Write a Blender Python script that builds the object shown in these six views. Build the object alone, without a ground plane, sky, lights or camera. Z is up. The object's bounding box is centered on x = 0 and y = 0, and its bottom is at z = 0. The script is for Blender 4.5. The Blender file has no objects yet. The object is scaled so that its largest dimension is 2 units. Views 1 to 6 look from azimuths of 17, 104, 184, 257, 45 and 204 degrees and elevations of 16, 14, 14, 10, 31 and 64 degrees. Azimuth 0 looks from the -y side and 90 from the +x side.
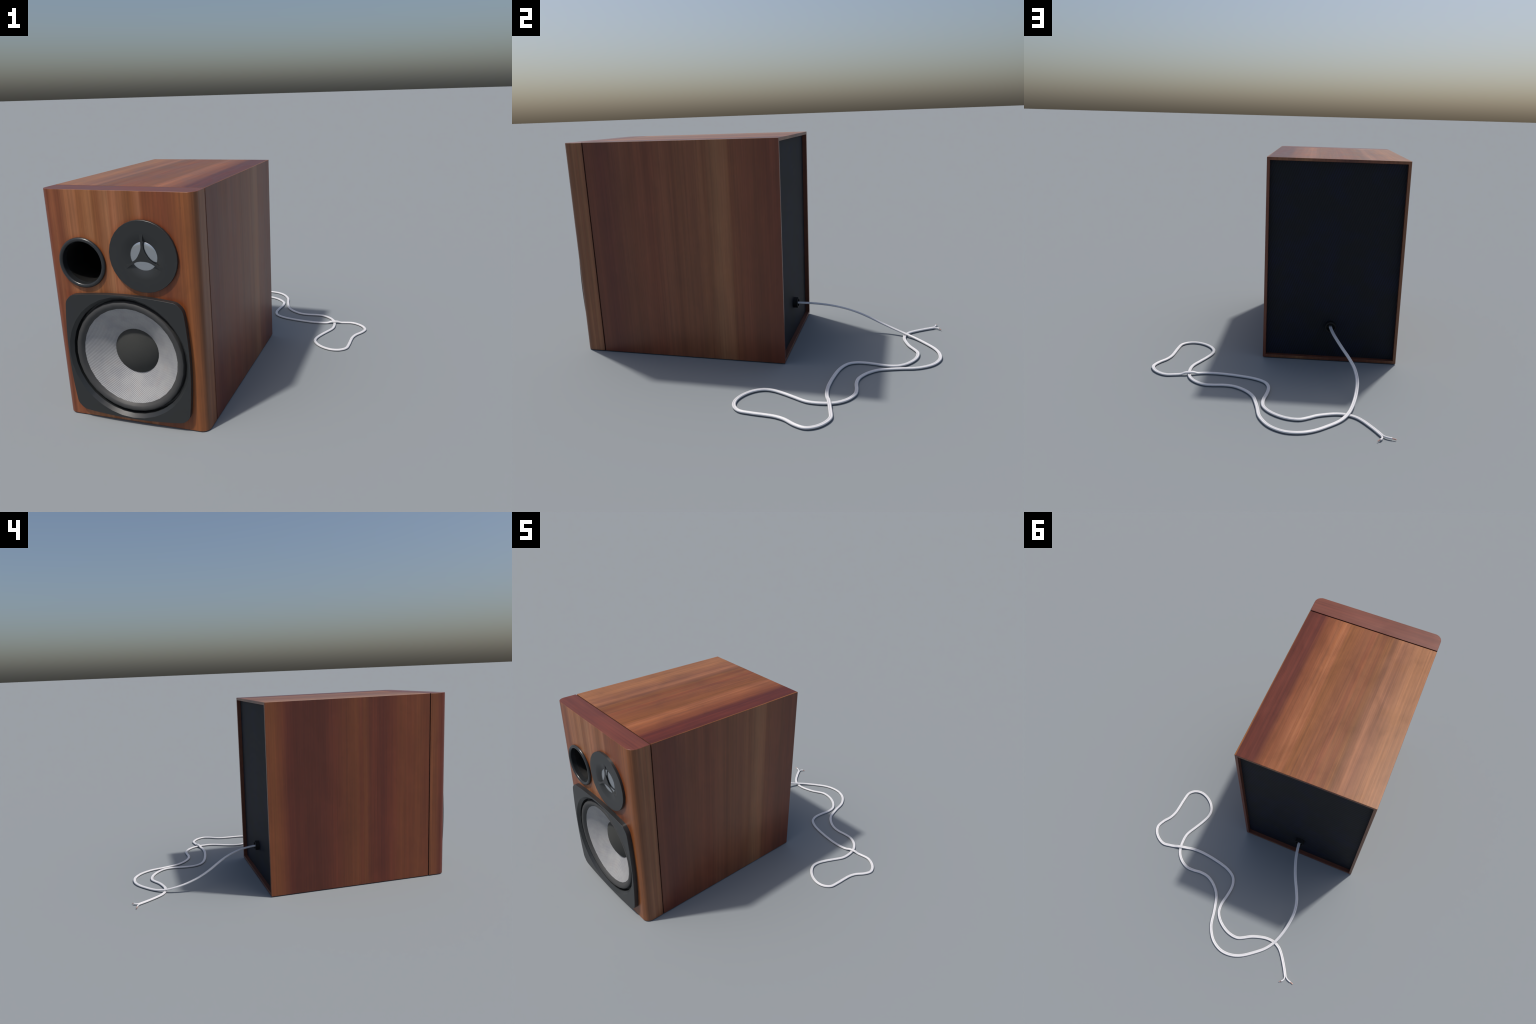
import bpy, bmesh, math, random
from mathutils import Vector, Matrix

random.seed(7)
COL = bpy.context.scene.collection

# ------------------------------------------------------------------ sizes (metres)
X0, X1 = -0.6815, 0.0865            # cabinet sides
Z0, Z1 = 0.002, 1.1565              # cabinet bottom and top
Y_FRONT, Y_GROOVE_A, Y_GROOVE_B, Y_BACK = -0.9695, -0.8555, -0.8495, 0.187
WALL = 0.0165                       # thickness of the cabinet boards at the back
Y_PANEL = 0.163                     # recessed back panel
WOOFER = (-0.2965, 0.3535)          # x, z of the driver axes
TWEETER = (-0.1755, 0.8628)
PORT = (-0.4955, 0.8145)
SOCKET = (-0.2990, 0.2060)


# ------------------------------------------------------------------ helpers
def link(ob, parent=None):
    COL.objects.link(ob)
    if parent is not None:
        ob.parent = parent
    return ob


def mesh_object(name, bm, mats, parent, smooth_angle=None):
    bmesh.ops.recalc_face_normals(bm, faces=bm.faces[:])
    me = bpy.data.meshes.new(name)
    bm.to_mesh(me)
    bm.free()
    for m in mats:
        me.materials.append(m)
    if smooth_angle is not None:
        me.polygons.foreach_set("use_smooth", [True] * len(me.polygons))
        me.set_sharp_from_angle(angle=math.radians(smooth_angle))
    return link(bpy.data.objects.new(name, me), parent)


def lathe(name, centre, profile, mats, parent, seg=32, smooth=35, slots=None, cap_end=False, phase=0.0):
    """Revolve a (radius, y) profile round an axis parallel to y."""
    cx, cz = centre
    bm = bmesh.new()
    rings = []
    for r, y in profile:
        if r < 1e-6:
            rings.append([bm.verts.new((cx, y, cz))])
        else:
            rings.append([bm.verts.new((cx + r * math.cos(2 * math.pi * (i + phase) / seg), y,
                                        cz + r * math.sin(2 * math.pi * (i + phase) / seg))) for i in range(seg)])
    for k, (a, b) in enumerate(zip(rings[:-1], rings[1:])):
        for i in range(seg):
            j = (i + 1) % seg
            if len(b) == 1:
                f = bm.faces.new((a[i], a[j], b[0]))
            elif len(a) == 1:
                f = bm.faces.new((a[0], b[j], b[i]))
            else:
                f = bm.faces.new((a[i], a[j], b[j], b[i]))
            if slots:
                f.material_index = slots[k]
    if cap_end:
        bm.faces.new(rings[-1])
    return mesh_object(name, bm, mats, parent, smooth)


def catmull(points, per=8):
    out = []
    n = len(points)
    for i in range(n - 1):
        p0, p1, p2, p3 = (Vector(points[max(i - 1, 0)]), Vector(points[i]), Vector(points[i + 1]),
                          Vector(points[min(i + 2, n - 1)]))
        # centripetal parameters keep unevenly spaced points free of loops
        t = [0.0]
        for a, b in ((p0, p1), (p1, p2), (p2, p3)):
            t.append(t[-1] + max((b - a).length, 1e-5) ** 0.5)
        for k in range(per):
            u = t[1] + (t[2] - t[1]) * k / per
            a1 = p0 + (p1 - p0) * ((u - t[0]) / (t[1] - t[0]))
            a2 = p1 + (p2 - p1) * ((u - t[1]) / (t[2] - t[1]))
            a3 = p2 + (p3 - p2) * ((u - t[2]) / (t[3] - t[2]))
            b1 = a1 + (a2 - a1) * ((u - t[0]) / (t[2] - t[0]))
            b2 = a2 + (a3 - a2) * ((u - t[1]) / (t[3] - t[1]))
            out.append(b1 + (b2 - b1) * ((u - t[1]) / (t[2] - t[1])))
    out.append(Vector(points[-1]))
    return out


def resample(pts, step):
    out = [pts[0].copy()]
    carry = 0.0
    for a, b in zip(pts[:-1], pts[1:]):
        d = (b - a).length
        s = step - carry
        while s <= d:
            out.append(a + (b - a) * (s / d))
            s += step
        carry = d - (s - step)
    if (out[-1] - pts[-1]).length > step * 0.3:
        out.append(pts[-1].copy())
    return out


def sweep(bm, path, profile, up=Vector((0, 0, 1)), cap=True, mat=0, scales=None):
    """Sweep a closed (side, up) profile along a path, keeping it level."""
    rings = []
    n = len(path)
    for i, p in enumerate(path):
        t = (path[min(i + 1, n - 1)] - path[max(i - 1, 0)]).normalized()
        side = t.cross(up).normalized()
        nrm = side.cross(t).normalized()
        s = scales[i] if scales else 1.0
        rings.append([bm.verts.new(p + side * (a * s) + nrm * (b * s)) for a, b in profile])
    m = len(profile)
    for a, b in zip(rings[:-1], rings[1:]):
        for i in range(m):
            f = bm.faces.new((a[i], a[(i + 1) % m], b[(i + 1) % m], b[i]))
            f.material_index = mat
    if cap:
        for r in (rings[0], rings[-1]):
            bm.faces.new(r).material_index = mat


def lin(rgb):
    return tuple(((c / 255 + 0.055) / 1.055) ** 2.4 if c / 255 > 0.04045 else c / 255 / 12.92 for c in rgb)


# ------------------------------------------------------------------ node helpers
class Nodes:
    def __init__(self, name):
        self.mat = bpy.data.materials.new(name)
        self.mat.use_nodes = True
        self.t = self.mat.node_tree
        self.bsdf = next(n for n in self.t.nodes if n.type == 'BSDF_PRINCIPLED')

    def new(self, kind, **props):
        n = self.t.nodes.new(kind)
        for k, v in props.items():
            setattr(n, k, v)
        return n

    def wire(self, a, b):
        self.t.links.new(a, b)

    def value(self, socket, v):
        if isinstance(v, bpy.types.NodeSocket):
            self.wire(v, socket)
        else:
            socket.default_value = v

    def math(self, op, a, b=0.0, c=0.0, clamp=False):
        n = self.new('ShaderNodeMath', operation=op, use_clamp=clamp)
        for s, v in zip(n.inputs, (a, b, c)):
            self.value(s, v)
        return n.outputs[0]

    def coords(self):
        return self.new('ShaderNodeTexCoord').outputs['Object']

    def split(self, vec):
        n = self.new('ShaderNodeSeparateXYZ')
        self.wire(vec, n.inputs[0])
        return n.outputs

    def join(self, x, y, z):
        n = self.new('ShaderNodeCombineXYZ')
        for s, v in zip(n.inputs, (x, y, z)):
            self.value(s, v)
        return n.outputs[0]

    def noise(self, vec, scale=1.0, detail=3.0, rough=0.5, dist=0.0):
        n = self.new('ShaderNodeTexNoise')
        self.wire(vec, n.inputs['Vector'])
        n.inputs['Scale'].default_value = scale
        n.inputs['Detail'].default_value = detail
        n.inputs['Roughness'].default_value = rough
        n.inputs['Distortion'].default_value = dist
        return n.outputs['Fac']

    def remap(self, v, a, b, c, d, smooth=False):
        n = self.new('ShaderNodeMapRange', clamp=True)
        if smooth:
            n.interpolation_type = 'SMOOTHSTEP'
        for s, x in zip(n.inputs, (v, a, b, c, d)):
            self.value(s, x)
        return n.outputs[0]

    def ramp(self, fac, stops, mode='LINEAR'):
        n = self.new('ShaderNodeValToRGB')
        r = n.color_ramp
        r.interpolation = mode
        while len(r.elements) > 1:
            r.elements.remove(r.elements[-1])
        for i, (p, col) in enumerate(stops):
            e = r.elements[0] if i == 0 else r.elements.new(p)
            e.position = p
            e.color = (*col, 1.0)
        self.value(n.inputs[0], fac)
        return n.outputs[0]

    def mix(self, fac, a, b, blend='MIX'):
        n = self.new('ShaderNodeMix', data_type='RGBA', blend_type=blend)
        self.value(n.inputs[0], fac)
        for s, v in ((n.inputs[6], a), (n.inputs[7], b)):
            if isinstance(v, tuple):
                v = (*v, 1.0) if len(v) == 3 else v
            self.value(s, v)
        return n.outputs[2]

    def grey(self, v):
        return self.join(v, v, v)

    def bump(self, height, strength=0.2, distance=0.002):
        n = self.new('ShaderNodeBump')
        n.inputs['Strength'].default_value = strength
        n.inputs['Distance'].default_value = distance
        self.wire(height, n.inputs['Height'])
        self.wire(n.outputs[0], self.bsdf.inputs['Normal'])

    def set(self, **kw):
        names = dict(color='Base Color', rough='Roughness', metal='Metallic', spec='Specular IOR Level', coat='Coat Weight')
        for k, v in kw.items():
            if isinstance(v, tuple) and len(v) == 3:
                v = (*v, 1.0)
            self.value(self.bsdf.inputs[names[k]], v)


# ------------------------------------------------------------------ materials
def wood(name, across, along, lo, hi, bands, seed=0.0, wander=0.02, streak=0.12, rough=0.36, halos=(), mottle=0.25, pale=0.6,
         gain=1.0, edge=None, spec=0.5, soften=0.0):
    """Veneer: bands of colour laid across the grain at given places, wandering slowly
    along it, with fine streaks, pores and cloudy mottling over them."""
    N = Nodes(name)
    xyz = N.coords()
    x, y, z = N.split(xyz)
    # 'wrap' runs across the front and on round both corners
    turn = N.math('SIGN', N.math('SUBTRACT', x, (X0 + X1) / 2))
    wrap = N.math('ADD', x, N.math('MULTIPLY', turn, N.math('SUBTRACT', y, Y_FRONT)))
    ax = dict(x=x, y=y, z=z, wrap=wrap)
    c, l = ax[across], ax[along]
    cs = N.math('ADD', c, seed)
    ls = N.math('ADD', l, seed * 1.7)
    slow = N.noise(N.join(N.math('MULTIPLY', cs, 2.0), N.math('MULTIPLY', ls, 0.9), seed), 1.6, 2.0, 0.5)
    fine = N.noise(N.join(N.math('MULTIPLY', cs, 14.0), N.math('MULTIPLY', ls, 1.6), seed), 2.0, 3.0, 0.6)
    c2 = N.math('ADD', c, N.math('MULTIPLY', N.math('SUBTRACT', slow, 0.5), wander * 2))
    c2 = N.math('ADD', c2, N.math('MULTIPLY', N.math('SUBTRACT', fine, 0.5), wander * 0.35))
    fac = N.remap(c2, lo, hi, 0.0, 1.0)
    if soften:                                 # pull every band towards the board's mean colour
        mean = [sum(b[1][i] for b in bands) / len(bands) for i in range(3)]
        bands = [(p, tuple(v + (m - v) * soften for v, m in zip(rgb, mean))) for p, rgb in bands]
    col = N.ramp(fac, [(p, tuple(v * gain for v in lin(rgb))) for p, rgb in bands])
    # streaks along the grain
    s1 = N.noise(N.join(N.math('MULTIPLY', cs, 58.0), N.math('MULTIPLY', ls, 1.3), seed + 3), 1.0, 4.0, 0.65)
    s2 = N.noise(N.join(N.math('MULTIPLY', cs, 190.0), N.math('MULTIPLY', ls, 2.4), seed + 5), 1.0, 3.0, 0.65)
    k = N.remap(s1, 0.3, 0.7, 1.0 - streak, 1.0 + streak)
    k = N.math('MULTIPLY', k, N.remap(s2, 0.3, 0.7, 1.0 - streak * 0.8, 1.0 + streak * 0.8))
    s3 = N.noise(N.join(N.math('MULTIPLY', cs, 105.0), N.math('MULTIPLY', ls, 0.9), seed + 13), 1.0, 1.0, 0.5)
    k = N.math('MULTIPLY', k, N.remap(s3, 0.40, 0.60, 1.0 - streak * 0.65, 1.0 + streak * 0.55))
    # cloudy figure
    m = N.noise(N.join(N.math('MULTIPLY', cs, 9.0), N.math('MULTIPLY', ls, 4.0), seed + 9), 1.0, 4.0, 0.6, 0.6)
    k = N.math('MULTIPLY', k, N.remap(m, 0.3, 0.7, 1.0 - mottle * 0.35, 1.0 + mottle * 0.35))
    col = N.mix(1.0, col, N.grey(k), 'MULTIPLY')
    # yellowish clouds
    ym = N.noise(N.join(N.math('MULTIPLY', cs, 6.0), N.math('MULTIPLY', ls, 5.0), seed + 21), 1.2, 3.0, 0.55)
    col = N.mix(N.remap(ym, 0.58, 0.78, 0.0, mottle), col, (1.06, 1.02, 0.66), 'MULTIPLY')
    # thin pale lines of sapwood
    pl = N.noise(N.join(N.math('MULTIPLY', cs, 34.0), N.math('MULTIPLY', ls, 0.8), seed + 41), 1.0, 3.0, 0.6)
    col = N.mix(N.remap(pl, 0.56, 0.66, 0.0, pale), col, (1.16, 1.20, 1.26), 'MULTIPLY')
    # thin dark growth lines
    dl = N.noise(N.join(N.math('MULTIPLY', cs, 75.0), N.math('MULTIPLY', ls, 1.1), seed + 51), 1.0, 2.0, 0.5)
    col = N.mix(N.remap(dl, 0.60, 0.68, 0.0, pale * 0.8), col, (0.82, 0.76, 0.74), 'MULTIPLY')
    # dark pores
    pv = N.noise(N.join(N.math('MULTIPLY', cs, 330.0), N.math('MULTIPLY', ls, 38.0), seed + 31), 1.0, 1.0, 0.5)
    col = N.mix(N.remap(pv, 0.66, 0.76, 0.0, 0.16), col, (0.35, 0.3, 0.3), 'MULTIPLY')
    if edge:                                   # worn, brighter lacquer along one arris
        axis, at, width, tint, amount = edge
        d = N.math('ABSOLUTE', N.math('SUBTRACT', ax[axis], at))
        col = N.mix(N.remap(d, 0.0, width, amount, 0.0), col, lin(tint))
    for (hx, hz, r, w, amount, square) in halos:       # contact shade round the drivers, painted into the veneer as a warm darkening
        dx, dz = N.math('SUBTRACT', x, hx), N.math('SUBTRACT', z, hz)
        if square:
            d = N.math('MAXIMUM', N.math('ABSOLUTE', dx), N.math('ABSOLUTE', dz))
        else:
            d = N.math('SQRT', N.math('ADD', N.math('MULTIPLY', dx, dx), N.math('MULTIPLY', dz, dz)))
        col = N.mix(N.remap(d, r, r + w, amount, 0.0, True), col, (0.98, 0.66, 0.36), 'MULTIPLY')
    N.set(color=col, rough=N.remap(m, 0.2, 0.8, rough - 0.06, rough + 0.06), spec=spec)
    N.bump(N.math('ADD', s2, N.math('MULTIPLY', pv, -0.5)), 0.12, 0.001)
    return N.mat


def plain(name, rgb, rough=0.5, speck=0.05, scale=300.0, metal=0.0, bump=0.0, spec=0.5):
    N = Nodes(name)
    n = N.noise(N.coords(), scale, 3.0, 0.6)
    base = lin(rgb)
    col = N.mix(n, tuple(v * (1 - speck) for v in base), tuple(v * (1 + speck) for v in base))
    N.set(color=col, rough=rough, metal=metal, spec=spec)
    if bump:
        N.bump(n, bump, 0.001)
    return N.mat


def twill(name, dark, light, pitch, angle, rough, cloud_col, cloud, axes=('x', 'z'), warm=None, spec=0.5, cloud_scale=16.0):
    """Diagonal weave seen on the cone and the back panel."""
    N = Nodes(name)
    xyz = N.coords()
    s = dict(zip('xyz', N.split(xyz)))
    u, v = s[axes[0]], s[axes[1]]
    ca, sa = math.cos(math.radians(angle)), math.sin(math.radians(angle))
    d = N.math('ADD', N.math('MULTIPLY', u, ca), N.math('MULTIPLY', v, sa))
    e = N.math('SUBTRACT', N.math('MULTIPLY', v, ca), N.math('MULTIPLY', u, sa))
    w = N.math('SINE', N.math('MULTIPLY', d, 2 * math.pi / pitch))
    b = N.math('SINE', N.math('ADD', N.math('MULTIPLY', e, 2 * math.pi / (pitch * 1.3)), N.math('MULTIPLY', d, math.pi / pitch)))
    h = N.math('ADD', N.math('MULTIPLY', w, 0.4), N.math('MULTIPLY', b, 0.04))
    f = N.math('ADD', h, 0.5, clamp=True)
    col = N.mix(f, lin(dark), lin(light))
    cl = N.noise(xyz, cloud_scale, 3.0, 0.55)
    col = N.mix(N.remap(cl, 0.42, 0.68, 0.0, cloud), col, cloud_col, 'MULTIPLY')
    if warm:
        cw = N.noise(xyz, 23.0, 2.0, 0.5, 0.4)
        col = N.mix(N.remap(cw, 0.55, 0.72, 0.0, 0.8), col, warm, 'MULTIPLY')
    N.set(color=col, rough=rough, spec=spec)
    N.bump(f, 0.25, 0.001)
    return N.mat


# colours met in turn when crossing the grain: (place across the board, sRGB)
RIGHT_BANDS = [
    (0.020, (108, 53, 34)), (0.090, (99, 45, 34)), (0.206, (116, 64, 41)), (0.236, (110, 58, 35)), (0.271, (124, 67, 43)),
    (0.340, (119, 61, 38)), (0.413, (131, 76, 49)), (0.466, (117, 65, 39)), (0.500, (129, 76, 47)), (0.571, (129, 76, 49)),
    (0.609, (139, 86, 54)), (0.632, (127, 76, 46)), (0.687, (153, 104, 68)), (0.731, (160, 104, 68)), (0.747, (152, 98, 61)),
    (0.757, (129, 73, 43)), (0.833, (130, 70, 45)), (0.880, (114, 60, 36)), (0.975, (112, 54, 34))]
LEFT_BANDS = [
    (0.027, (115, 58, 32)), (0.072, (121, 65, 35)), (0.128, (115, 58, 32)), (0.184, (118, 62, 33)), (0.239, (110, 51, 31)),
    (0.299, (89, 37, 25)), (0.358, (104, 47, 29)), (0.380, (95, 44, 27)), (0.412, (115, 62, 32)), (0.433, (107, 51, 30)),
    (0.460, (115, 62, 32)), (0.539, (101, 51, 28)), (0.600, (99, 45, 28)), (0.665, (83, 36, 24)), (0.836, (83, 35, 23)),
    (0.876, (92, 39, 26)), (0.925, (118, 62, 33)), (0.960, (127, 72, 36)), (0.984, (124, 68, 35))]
TOP_BANDS = [
    (0.113, (158, 104, 65)), (0.225, (137, 86, 57)), (0.260, (158, 102, 68)), (0.307, (131, 81, 51)), (0.345, (133, 81, 40)),
    (0.384, (125, 69, 35)), (0.430, (135, 81, 44)), (0.473, (131, 71, 40)), (0.504, (135, 79, 44)), (0.539, (129, 74, 40)),
    (0.647, (137, 81, 38)), (0.672, (150, 90, 54)), (0.682, (141, 82, 46)),
    (0.694, (162, 100, 62)), (0.704, (160, 98, 60)), (0.712, (142, 82, 44)), (0.735, (148, 88, 52)), (0.780, (136, 76, 42)), (0.817, (127, 69, 36)),
    (0.872, (94, 39, 26)), (0.906, (99, 42, 28)), (0.990, (94, 39, 26)), (0.996, (140, 86, 42))]
BAFFLE_BANDS = [
    (0.014, (124, 68, 36)), (0.045, (120, 64, 36)), (0.075, (107, 48, 31)), (0.105, (101, 43, 29)), (0.143, (128, 67, 37)),
    (0.155, (116, 59, 32)), (0.172, (140, 81, 48)), (0.209, (121, 64, 34)), (0.243, (149, 93, 57)), (0.291, (154, 98, 62)),
    (0.308, (145, 88, 48)), (0.371, (154, 101, 62)), (0.383, (135, 81, 41)), (0.407, (133, 78, 41)), (0.458, (161, 108, 71)),
    (0.473, (145, 88, 54)), (0.492, (161, 103, 68)), (0.553, (130, 78, 41)), (0.583, (128, 75, 37)), (0.619, (154, 98, 65)),
    (0.629, (128, 70, 36)), (0.736, (118, 61, 33)), (0.836, (138, 81, 41)), (0.905, (120, 72, 40)), (0.928, (136, 84, 53)), (0.946, (150, 98, 64)), (0.962, (137, 83, 53)),
    (0.978, (149, 97, 62)), (0.995, (134, 82, 52))]
BAFFLE_TOP_BANDS = [
    (0.0, (110, 55, 37)), (0.35, (102, 48, 32)), (0.7, (108, 53, 36)), (1.0, (99, 46, 32))]
EDGE_BANDS = [
    (0.000, (140, 88, 56)), (0.150, (128, 74, 46)), (0.320, (112, 60, 40)), (0.420, (96, 50, 36)), (0.520, (118, 66, 44)),
    (0.660, (128, 76, 48)), (0.740, (150, 100, 62)), (0.800, (128, 76, 48)), (0.900, (140, 86, 52)), (1.000, (122, 64, 46))]
DRIVER_PAINTED_AO = [(*TWEETER, 0.166, 0.030, 0.55, False), (*PORT, 0.118, 0.028, 0.55, False), (*WOOFER, 0.300, 0.030, 0.55, True)]
wood_right = wood('walnut_veneer_right_side', 'y', 'z', Y_GROOVE_B, Y_BACK, RIGHT_BANDS, 1.3, wander=0.010, soften=0.22, streak=0.085, pale=0.4)
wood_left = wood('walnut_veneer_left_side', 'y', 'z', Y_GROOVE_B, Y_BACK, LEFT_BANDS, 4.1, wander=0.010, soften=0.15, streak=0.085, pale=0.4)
wood_top = wood('walnut_veneer_top', 'x', 'y', X0, X1, TOP_BANDS, 2.2, wander=0.006, mottle=0.45, gain=0.83, rough=0.34, spec=0.30)
wood_front = wood('walnut_veneer_front', 'wrap', 'z', X0 - 0.113, X1 + 0.113, BAFFLE_BANDS, 5.7, wander=0.008, gain=0.92, halos=DRIVER_PAINTED_AO)
wood_front_top = wood('walnut_veneer_front_top', 'y', 'x', Y_FRONT, Y_GROOVE_A, BAFFLE_TOP_BANDS, 8.7, mottle=0.35)
wood_edge = wood('walnut_board_edge', 'x', 'z', X0, X1, EDGE_BANDS, 9.4, gain=0.85)
wood_inside = plain('stained_board_inside', (98, 52, 33), 0.6, 0.2, 30.0)
groove_dark = plain('dark_shadow_gap', (58, 28, 17), 0.7)
black_plastic = plain('black_plastic', (38, 40, 41), 0.36, 0.05, 200.0)
black_gloss = plain('glossy_black_plastic', (38, 40, 42), 0.28, 0.04, 120.0)
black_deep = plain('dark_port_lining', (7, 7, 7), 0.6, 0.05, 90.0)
rubber = plain('black_rubber', (58, 58, 58), 0.55, 0.05, 150.0)
felt = plain('black_felt', (52, 53, 51), 0.9, 0.25, 420.0, bump=0.4)
dome_metal = plain('polished_grey_dome', (192, 196, 200), 0.26, 0.02, 100.0, metal=1.0)
weave_cone = twill('woven_grey_cone', (122, 122, 123), (178, 178, 178), 0.0066, 60, 0.5, (0.80, 0.81, 0.85), 0.8, warm=(1.0, 0.95, 0.93))
weave_back = twill('woven_black_back', (6, 8, 12), (18, 22, 32), 0.0127, 20.7, 0.7, (0.75, 0.95, 2.0), 1.0, spec=0.35, cloud_scale=8.0)
white_pvc = plain('white_cable_sheath', (217, 216, 218), 0.45, 0.02, 60.0)
gland_rubber = plain('gland_rubber', (22, 23, 24), 0.6, 0.05, 150.0, spec=0.3)
copper = plain('bare_copper', (206, 166, 152), 0.35, 0.12, 900.0, metal=0.2)

# ------------------------------------------------------------------ the loudspeaker
speaker = link(bpy.data.objects.new("loudspeaker", None))
speaker["label"] = "wooden bookshelf loudspeaker with woofer, tweeter, port and white cable"
speaker["category"] = "loudspeaker"


def cabinet():
    """Hollow walnut box: four boards mitred into a sleeve, open at the back."""
    bm = bmesh.new()

    def ring(y, inset):
        return [bm.verts.new(p) for p in ((X0 + inset, y, Z0 + inset), (X1 - inset, y, Z0 + inset),
                                          (X1 - inset, y, Z1 - inset), (X0 + inset, y, Z1 - inset))]
    of, ob_ = ring(Y_GROOVE_B, 0), ring(Y_BACK, 0)
    inf, inb = ring(Y_GROOVE_B, WALL), ring(Y_BACK, WALL)
    slot = [3, 0, 2, 1]                       # bottom, right, top, left
    for i in range(4):
        j = (i + 1) % 4
        bm.faces.new((of[i], of[j], ob_[j], ob_[i])).material_index = slot[i]
        bm.faces.new((ob_[i], ob_[j], inb[j], inb[i])).material_index = 4
        bm.faces.new((inb[i], inb[j], inf[j], inf[i])).material_index = 5
        bm.faces.new((inf[i], inf[j], of[j], of[i])).material_index = 5
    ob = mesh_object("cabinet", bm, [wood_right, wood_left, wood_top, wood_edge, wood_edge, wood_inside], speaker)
    b = ob.modifiers.new("arris", 'BEVEL')
    b.width, b.segments, b.limit_method, b.angle_limit = 0.0016, 2, 'ANGLE', math.radians(40)
    b.harden_normals = True
    return ob


cab = cabinet()


def box(name, lo, hi, mats, parent, bevel=0.0):
    bm = bmesh.new()
    bmesh.ops.create_cube(bm, size=1.0)
    for v in bm.verts:
        v.co = Vector([lo[i] + (v.co[i] + 0.5) * (hi[i] - lo[i]) for i in range(3)])
    ob = mesh_object(name, bm, mats, parent)
    if bevel:
        b = ob.modifiers.new("arris", 'BEVEL')
        b.width, b.segments, b.limit_method = bevel, 2, 'ANGLE'
    return ob


# recessed woven back panel and the dark core that shows in the gap behind the front
box("back_panel", (X0 + WALL - 0.001, Y_PANEL - 0.012, Z0 + WALL - 0.001), (X1 - WALL + 0.001, Y_PANEL, Z1 - WALL + 0.001),
    [weave_back], cab)


def spacer():
    """Thin dark rebate ring that closes the gap between cabinet and front."""
    bm = bmesh.new()
    loops = []
    for y in (Y_GROOVE_A - 0.008, Y_GROOVE_B + 0.008):
        for inset in (0.006, 0.014):
            loops.append([bm.verts.new(p) for p in ((X0 + inset, y, Z0 + inset), (X1 - inset, y, Z0 + inset),
                                                    (X1 - inset, y, Z1 - inset), (X0 + inset, y, Z1 - inset))])
    for a, b in ((0, 2), (2, 3), (3, 1), (1, 0)):
        for i in range(4):
            j = (i + 1) % 4
            bm.faces.new((loops[a][i], loops[a][j], loops[b][j], loops[b][i]))
    return mesh_object("shadow_gap_spacer", bm, [groove_dark], cab)


spacer()


def front_panel():
    """Thick baffle, vertical front corners rounded, with sockets bored for drivers."""
    R, seg = 0.043, 14
    prof = [(X1, Y_GROOVE_A), ]
    for i in range(seg + 1):
        a = math.pi / 2 * i / seg
        prof.append((X1 - R + R * math.cos(a), Y_FRONT + R - R * math.sin(a)))
    for i in range(seg + 1):
        a = math.pi / 2 * i / seg
        prof.append((X0 + R - R * math.sin(a), Y_FRONT + R - R * math.cos(a)))
    prof.append((X0, Y_GROOVE_A))
    bm = bmesh.new()
    lo = [bm.verts.new((x, y, Z0)) for x, y in prof]
    hi = [bm.verts.new((x, y, Z1)) for x, y in prof]
    n = len(prof)
    for i in range(n):
        j = (i + 1) % n
        f = bm.faces.new((lo[i], lo[j], hi[j], hi[i]))
        f.material_index = 2 if i == n - 1 else 0
    bm.faces.new(hi).material_index = 1
    bm.faces.new(lo).material_index = 2
    ob = mesh_object("front_panel", bm, [wood_front, wood_front_top, wood_inside], speaker, 40)
    # bore the holes
    cutters = []
    for (cx, cz), r in ((WOOFER, 0.3005), (TWEETER, 0.120), (PORT, 0.1045)):
        cb = bmesh.new()
        bmesh.ops.create_cone(cb, cap_ends=True, segments=64, radius1=r, radius2=r, depth=0.5)
        bmesh.ops.rotate(cb, verts=cb.verts, matrix=Matrix.Rotation(math.pi / 2, 3, 'X'))
        bmesh.ops.translate(cb, verts=cb.verts, vec=(cx, -0.92, cz))
        c = mesh_object("bore", cb, [wood_inside], None)
        c.hide_render = True
        cutters.append(c)
        m = ob.modifiers.new("bore", 'BOOLEAN')
        m.operation, m.object, m.solver = 'DIFFERENCE', c, 'EXACT'
    bpy.context.view_layer.update()
    dg = bpy.context.evaluated_depsgraph_get()
    me = bpy.data.meshes.new_from_object(ob.evaluated_get(dg))
    ob.modifiers.clear()
    ob.data = me
    for c in cutters:
        bpy.data.objects.remove(c)
    me.polygons.foreach_set("use_smooth", [True] * len(me.polygons))
    me.set_sharp_from_angle(angle=math.radians(30))
    b = ob.modifiers.new("arris", 'BEVEL')
    b.width, b.segments, b.limit_method, b.angle_limit = 0.0014, 2, 'ANGLE', math.radians(60)
    return ob


baffle = front_panel()

# ------------------------------------------------------------------ woofer
woofer = link(bpy.data.objects.new("woofer", None), speaker)


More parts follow.
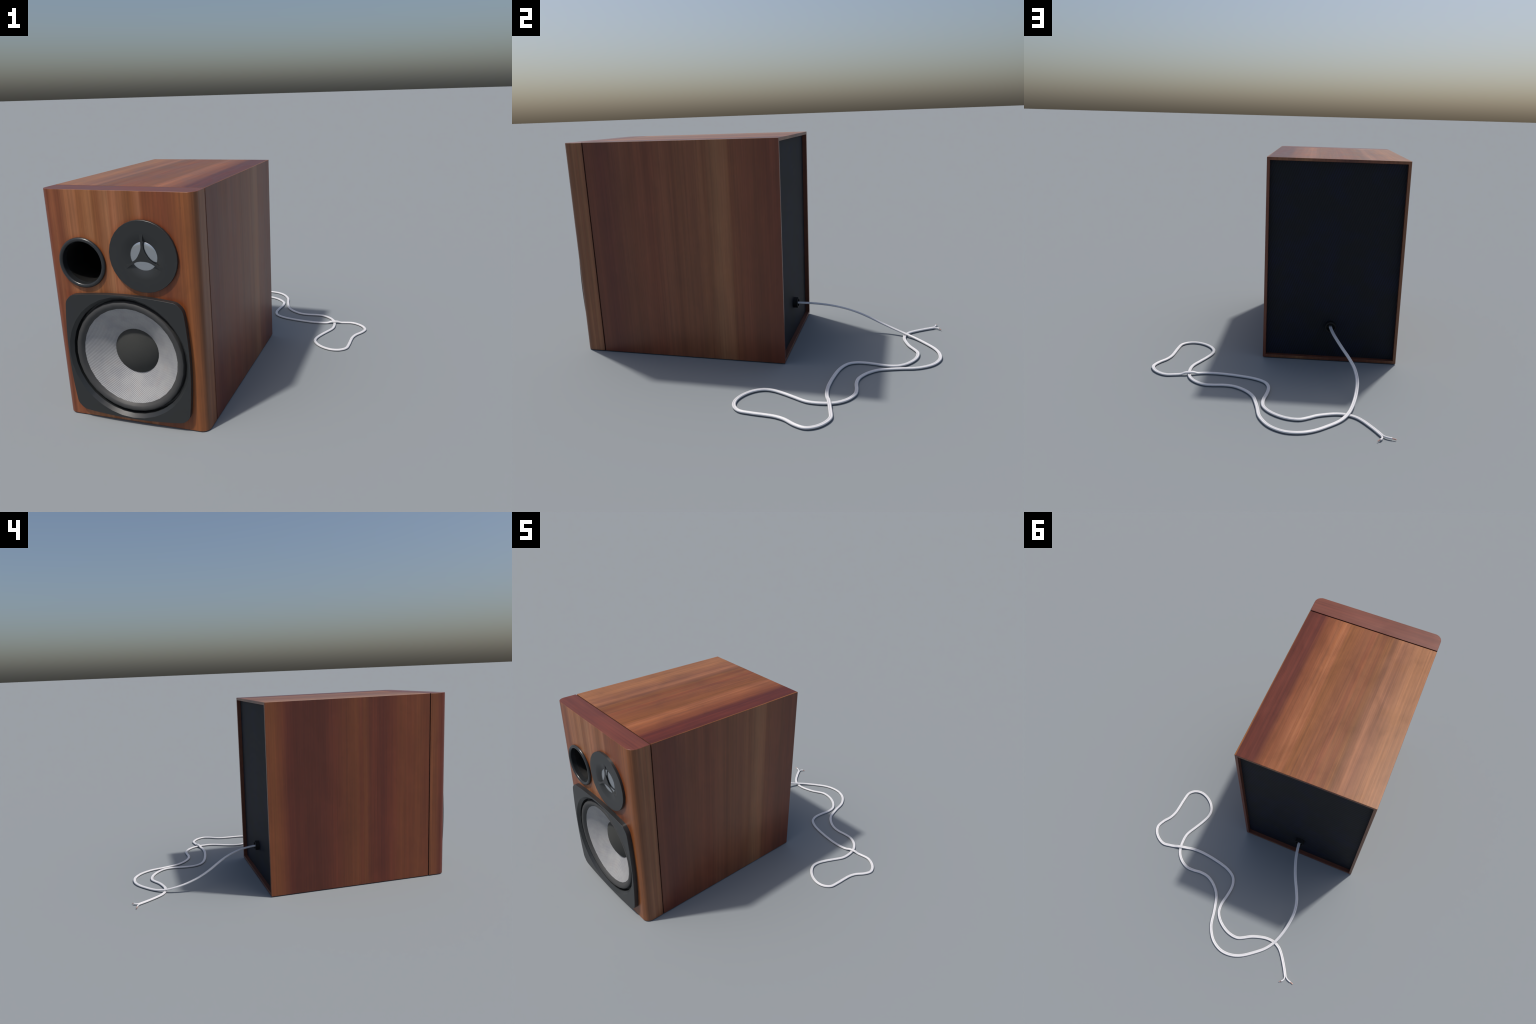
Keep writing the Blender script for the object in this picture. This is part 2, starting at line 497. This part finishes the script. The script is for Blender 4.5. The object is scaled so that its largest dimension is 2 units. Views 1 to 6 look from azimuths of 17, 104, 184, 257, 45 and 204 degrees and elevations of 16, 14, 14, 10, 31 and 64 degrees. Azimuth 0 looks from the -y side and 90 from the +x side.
def woofer_frame():
    """Squarish die-cast frame with bowed sides, round opening with a sloping lip."""
    half, corner, bow, rc = 0.3215, 0.3055, 0.0160, 0.052
    # one quarter of the outline: bowed side, then rounded corner
    side = []
    arc_end = corner - rc
    for i in range(9):
        t = i / 8
        u = arc_end * t
        side.append((half - bow * t * t, u))
    c = (side[-1][0] - rc, arc_end)
    a0 = math.atan(2 * bow / arc_end)
    arc = []
    for i in range(1, 9):
        a = a0 + (math.pi / 4 - a0) * i / 8
        arc.append((side[-1][0] - rc * math.cos(a0) + rc * math.cos(a), arc_end - rc * math.sin(a0) + rc * math.sin(a)))
    eighth = side + arc
    quarter = eighth + [(y, x) for x, y in reversed(eighth[:-1])]
    outline = []
    for q in range(4):
        ca, sa = (1, 0, -1, 0)[q], (0, 1, 0, -1)[q]
        outline += [(x * ca - y * sa, x * sa + y * ca) for x, y in quarter[:-1]]
    n = len(outline)
    bm = bmesh.new()
    cx, cz = WOOFER

    def ring(fn, y):
        return [bm.verts.new((cx + fn(p)[0], y, cz + fn(p)[1])) for p in outline]

    def circ(r):
        def f(p):
            a = math.atan2(p[1], p[0])
            # fall back on a 32-sided bore like the rest of the driver
            s = 2 * math.pi / 32
            m = (a / s) % 1.0 - 0.5
            rr = r * math.cos(s / 2) / math.cos(m * s)
            return (rr * math.cos(a), rr * math.sin(a))
        return f
    YF = -0.9950
    rings = [ring(lambda p: p, Y_FRONT + 0.002), ring(lambda p: p, YF + 0.0010),
             ring(lambda p: (p[0] * 0.998, p[1] * 0.998), YF), ring(circ(0.3142), YF), ring(circ(0.2985), YF + 0.0158),
             ring(circ(0.2970), -0.954), ring(circ(0.2850), -0.954)]
    for a, b in zip(rings[:-1], rings[1:]):
        for i in range(n):
            j = (i + 1) % n
            bm.faces.new((a[i], a[j], b[j], b[i]))
    return mesh_object("frame", bm, [black_plastic], woofer, 32)


woofer_frame()
roll = [(0.2900, -0.9555), (0.2880, -0.9570), (0.2872, -0.9650), (0.2855, -0.9745), (0.2815, -0.9808), (0.2760, -0.9840),
        (0.2700, -0.9848), (0.2640, -0.9838), (0.2590, -0.9812), (0.2580, -0.9805), (0.2464, -0.9680), (0.2450, -0.9660)]
lathe("surround", WOOFER, roll, [rubber], woofer, 32, 24)
lathe("cone", WOOFER, [(0.2472, -0.9685), (0.2140, -0.9508), (0.1800, -0.9328), (0.1480, -0.9158), (0.1130, -0.8972)],
      [weave_cone], woofer, 32, 40)
cap_h, cap_r = 0.036, 0.1165
dome_R = (cap_r ** 2 + cap_h ** 2) / (2 * cap_h)
cap = []
for i in range(11):
    t = math.asin(cap_r / dome_R) * (1 - i / 10)
    cap.append((dome_R * math.sin(t), -0.8990 - (dome_R * math.cos(t) - (dome_R - cap_h))))
cap[-1] = (0.0, cap[-1][1])
lathe("dust_cap", WOOFER, [(cap_r + 0.0012, -0.8965)] + cap, [felt], woofer, 48, 40)

# ------------------------------------------------------------------ tweeter
tweeter = link(bpy.data.objects.new("tweeter", None), speaker)
YT = -0.9830
horn = [(0.1685, Y_FRONT + 0.002), (0.1685, YT + 0.0010), (0.1675, YT), (0.1120, YT)]
for i in range(1, 9):
    t = i / 8
    horn.append((0.1120 - 0.0465 * t, YT + 0.0120 * t ** 1.6))
horn.append((0.0640, YT + 0.030))
lathe("horn_plate", TWEETER, horn, [black_plastic], tweeter, 32, 30, phase=0.5)
dm = []
for i in range(9):
    t = math.pi / 2 * (1 - i / 8)
    dm.append((0.069 * math.sin(t), YT + 0.0135 - 0.0090 * math.cos(t)))
dm[-1] = (0.0, dm[-1][1])
lathe("dome", TWEETER, dm, [dome_metal], tweeter, 48, 60)


def phase_plug():
    """Three-armed guard in front of the dome: concave-sided hub and flaring arms."""
    bm = bmesh.new()
    cx, cz = TWEETER
    sections = [(0.0205, 0.0132), (0.0265, 0.0108), (0.0325, 0.0084), (0.0390, 0.0066), (0.0450, 0.0056), (0.0540, 0.0050),
                (0.0700, 0.0054), (0.0900, 0.0072), (0.1060, 0.0092)]

    def layer(depth, shrink, lift):
        arms = []
        for k in range(3):
            base = math.pi / 2 + k * 2 * math.pi / 3
            ca, sa = math.cos(base), math.sin(base)
            rows = []
            for r, w in sections:
                y = YT + depth + lift * (r / 0.106) ** 2
                r, w = r * shrink, w * shrink
                rows.append([bm.verts.new((cx + r * ca + s * w * sa, y, cz + r * sa - s * w * ca)) for s in (1, -1)])
            arms.append(rows)
        hub = [v for rows in arms for v in rows[0]]
        bm.faces.new(hub)
        for rows in arms:
            for p, q in zip(rows[:-1], rows[1:]):
                bm.faces.new((p[0], q[0], q[1], p[1]))
        rim = []
        for rows in arms:
            rim += [r[0] for r in rows] + [r[1] for r in reversed(rows)]
        return rim
    front, back = layer(-0.0010, 1.0, 0.0012), layer(0.0020, 0.97, 0.0020)
    n = len(front)
    for i in range(n):
        j = (i + 1) % n
        bm.faces.new((front[i], front[j], back[j], back[i]))
    return mesh_object("guard", bm, [black_plastic], tweeter, 35)


phase_plug()

# ------------------------------------------------------------------ bass port
port = [(0.1190, Y_FRONT + 0.002), (0.1215, -0.9730)]
for i in range(11):
    a = math.radians(-10 + 200 * i / 10)
    port.append((0.1120 + 0.0100 * math.cos(a), -0.9740 - 0.0095 * math.sin(a)))
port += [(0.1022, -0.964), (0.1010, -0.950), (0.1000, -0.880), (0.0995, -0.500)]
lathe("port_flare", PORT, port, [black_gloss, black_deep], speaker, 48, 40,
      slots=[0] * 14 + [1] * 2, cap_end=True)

# ------------------------------------------------------------------ cable and its gland
lathe("cable_gland", SOCKET, [(0.0310, Y_PANEL - 0.002), (0.0310, 0.1890), (0.0300, 0.1900), (0.0245, 0.1900), (0.0235, 0.1890),
                              (0.0235, Y_PANEL + 0.001), (0.0, Y_PANEL + 0.001)], [gland_rubber], speaker, 28, 30)

CABLE_Z = 0.0048
air = [(-0.299, 0.166, 0.2050), (-0.2995, 0.186, 0.2045), (-0.3137, 0.2665, 0.2000), (-0.3358, 0.3359, 0.1885), (-0.3630, 0.4003, 0.1705),
       (-0.3950, 0.4602, 0.1460), (-0.4225, 0.5207, 0.1170), (-0.4340, 0.5867, 0.0860), (-0.4285, 0.6524, 0.0580),
       (-0.4140, 0.7180, 0.0350), (-0.3880, 0.7880, 0.0160), (-0.3480, 0.8480, 0.0070)]
ground = [(-.279, .909), (-.225, .947), (-.176, .967), (-.121, .973), (-.075, .964), (-.017, .928), (.031, .857), (.052, .774),
          (.068, .717), (.084, .672), (.111, .634), (.150, .600), (.198, .576), (.250, .570), (.306, .576), (.353, .574),
          (.407, .546), (.440, .509), (.455, .474), (.463, .430), (.460, .367), (.428, .297), (.405, .250), (.383, .190),
          (.383, .146), (.408, .100), (.455, .062), (.508, .045), (.555, .053), (.590, .085), (.600, .143), (.604, .205),
          (.609, .253), (.624, .297), (.658, .348), (.674, .395), (.658, .437), (.622, .471), (.578, .489), (.530, .483),
          (.457, .466), (.379, .446), (.310, .442), (.241, .448), (.195, .455), (.148, .464), (.107, .475), (.066, .493), (.036, .517),
          (.020, .550), (.015, .584), (.020, .640), (.029, .690), (.030, .727), (.022, .763), (-.013, .808), (-.070, .845),
          (-.120, .859), (-.160, .858), (-.195, .841), (-.235, .817), (-.281, .800), (-.329, .789), (-.374, .790),
          (-.405, .800), (-.430, .816), (-.452, .839), (-.471, .864), (-.503, .911), (-.5285, .954)]
OVER = (0.4565, 0.466)


def ground_z(i, p):
    if i < 30:
        return CABLE_Z
    d = math.hypot(p[0] - OVER[0], p[1] - OVER[1])     # second pass climbs over the first
    return CABLE_Z + 0.0094 * math.exp(-(d / 0.036) ** 4)


fine = catmull(air + [(x, y, CABLE_Z) for x, y in ground], 8)
fine = resample(fine, 0.006)
first = True
path = []
for p in fine:
    s = len(path)
    path.append(p)
half = len(path) // 2
for i, p in enumerate(path):
    if i > half * 0.9 and p.z < 0.01:
        p.z = ground_z(99, p)
R, OFF = 0.0047, 0.0044                      # two round cores fused side by side


def core_outline(side, a0, a1, n):
    return [(side * OFF + R * math.cos(math.radians(a0 + (a1 - a0) * i / n)), R * math.sin(math.radians(a0 + (a1 - a0) * i / n)))
            for i in range(n + 1)]


waist = math.degrees(math.acos(OFF / R)) + 9.0   # a shallow web joins them
outline = core_outline(1, -180 + waist, 180 - waist, 10) + core_outline(-1, waist, 360 - waist, 10)
bm = bmesh.new()
sweep(bm, path, outline)
cable = mesh_object("cable", bm, [white_pvc], speaker, 50)

end = path[-1]
tdir = (path[-1] - path[-3]).normalized()
sdir = tdir.cross(Vector((0, 0, 1))).normalized()


def circle(r, n=10):
    return [(r * math.cos(2 * math.pi * i / n), r * math.sin(2 * math.pi * i / n)) for i in range(n)]


for sgn, bend, cut, tip in ((-1, (-0.5255, 0.9740), (-0.5155, 0.9880), (-0.5050, 0.9960)),
                            (1, (-0.5475, 0.9640), (-0.5700, 0.9705), (-0.5880, 0.9755))):
    # sgn picks the core on that side of the cable axis
    cands = [end + sdir * OFF, end - sdir * OFF]
    start = min(cands, key=lambda q: (q.xy - Vector(bend)).length)
    lead = start - tdir * 0.012
    pts = catmull([lead, start, (bend[0], bend[1], CABLE_Z + 0.0008), (cut[0], cut[1], CABLE_Z + 0.0010)], 6)
    bm = bmesh.new()
    sweep(bm, pts, circle(0.0045), scales=[1.0] * len(pts))
    wire = mesh_object("cable_core", bm, [white_pvc], cable, 50)
    d = (pts[-1] - pts[-2]).normalized()
    bm = bmesh.new()
    a, b = pts[-1] - d * 0.002, Vector((tip[0], tip[1], CABLE_Z - 0.0008))
    strands = 6
    for k in range(strands):
        ang = 2 * math.pi * k / strands
        off = (sdir * math.cos(ang) + Vector((0, 0, 1)) * math.sin(ang)) * 0.0019
        twist = (sdir * math.cos(ang + 1.0) + Vector((0, 0, 1)) * math.sin(ang + 1.0)) * 0.0019
        L = (b - a) * (1.0 - 0.06 * (k % 3))
        sweep(bm, [a + off, a + L * 0.5 + (off + twist) * 0.55, a + L + twist], circle(0.00135, 6))
    cu = mesh_object("copper_strands", bm, [copper], cable, 50)
    cu["kind"] = "stuff"
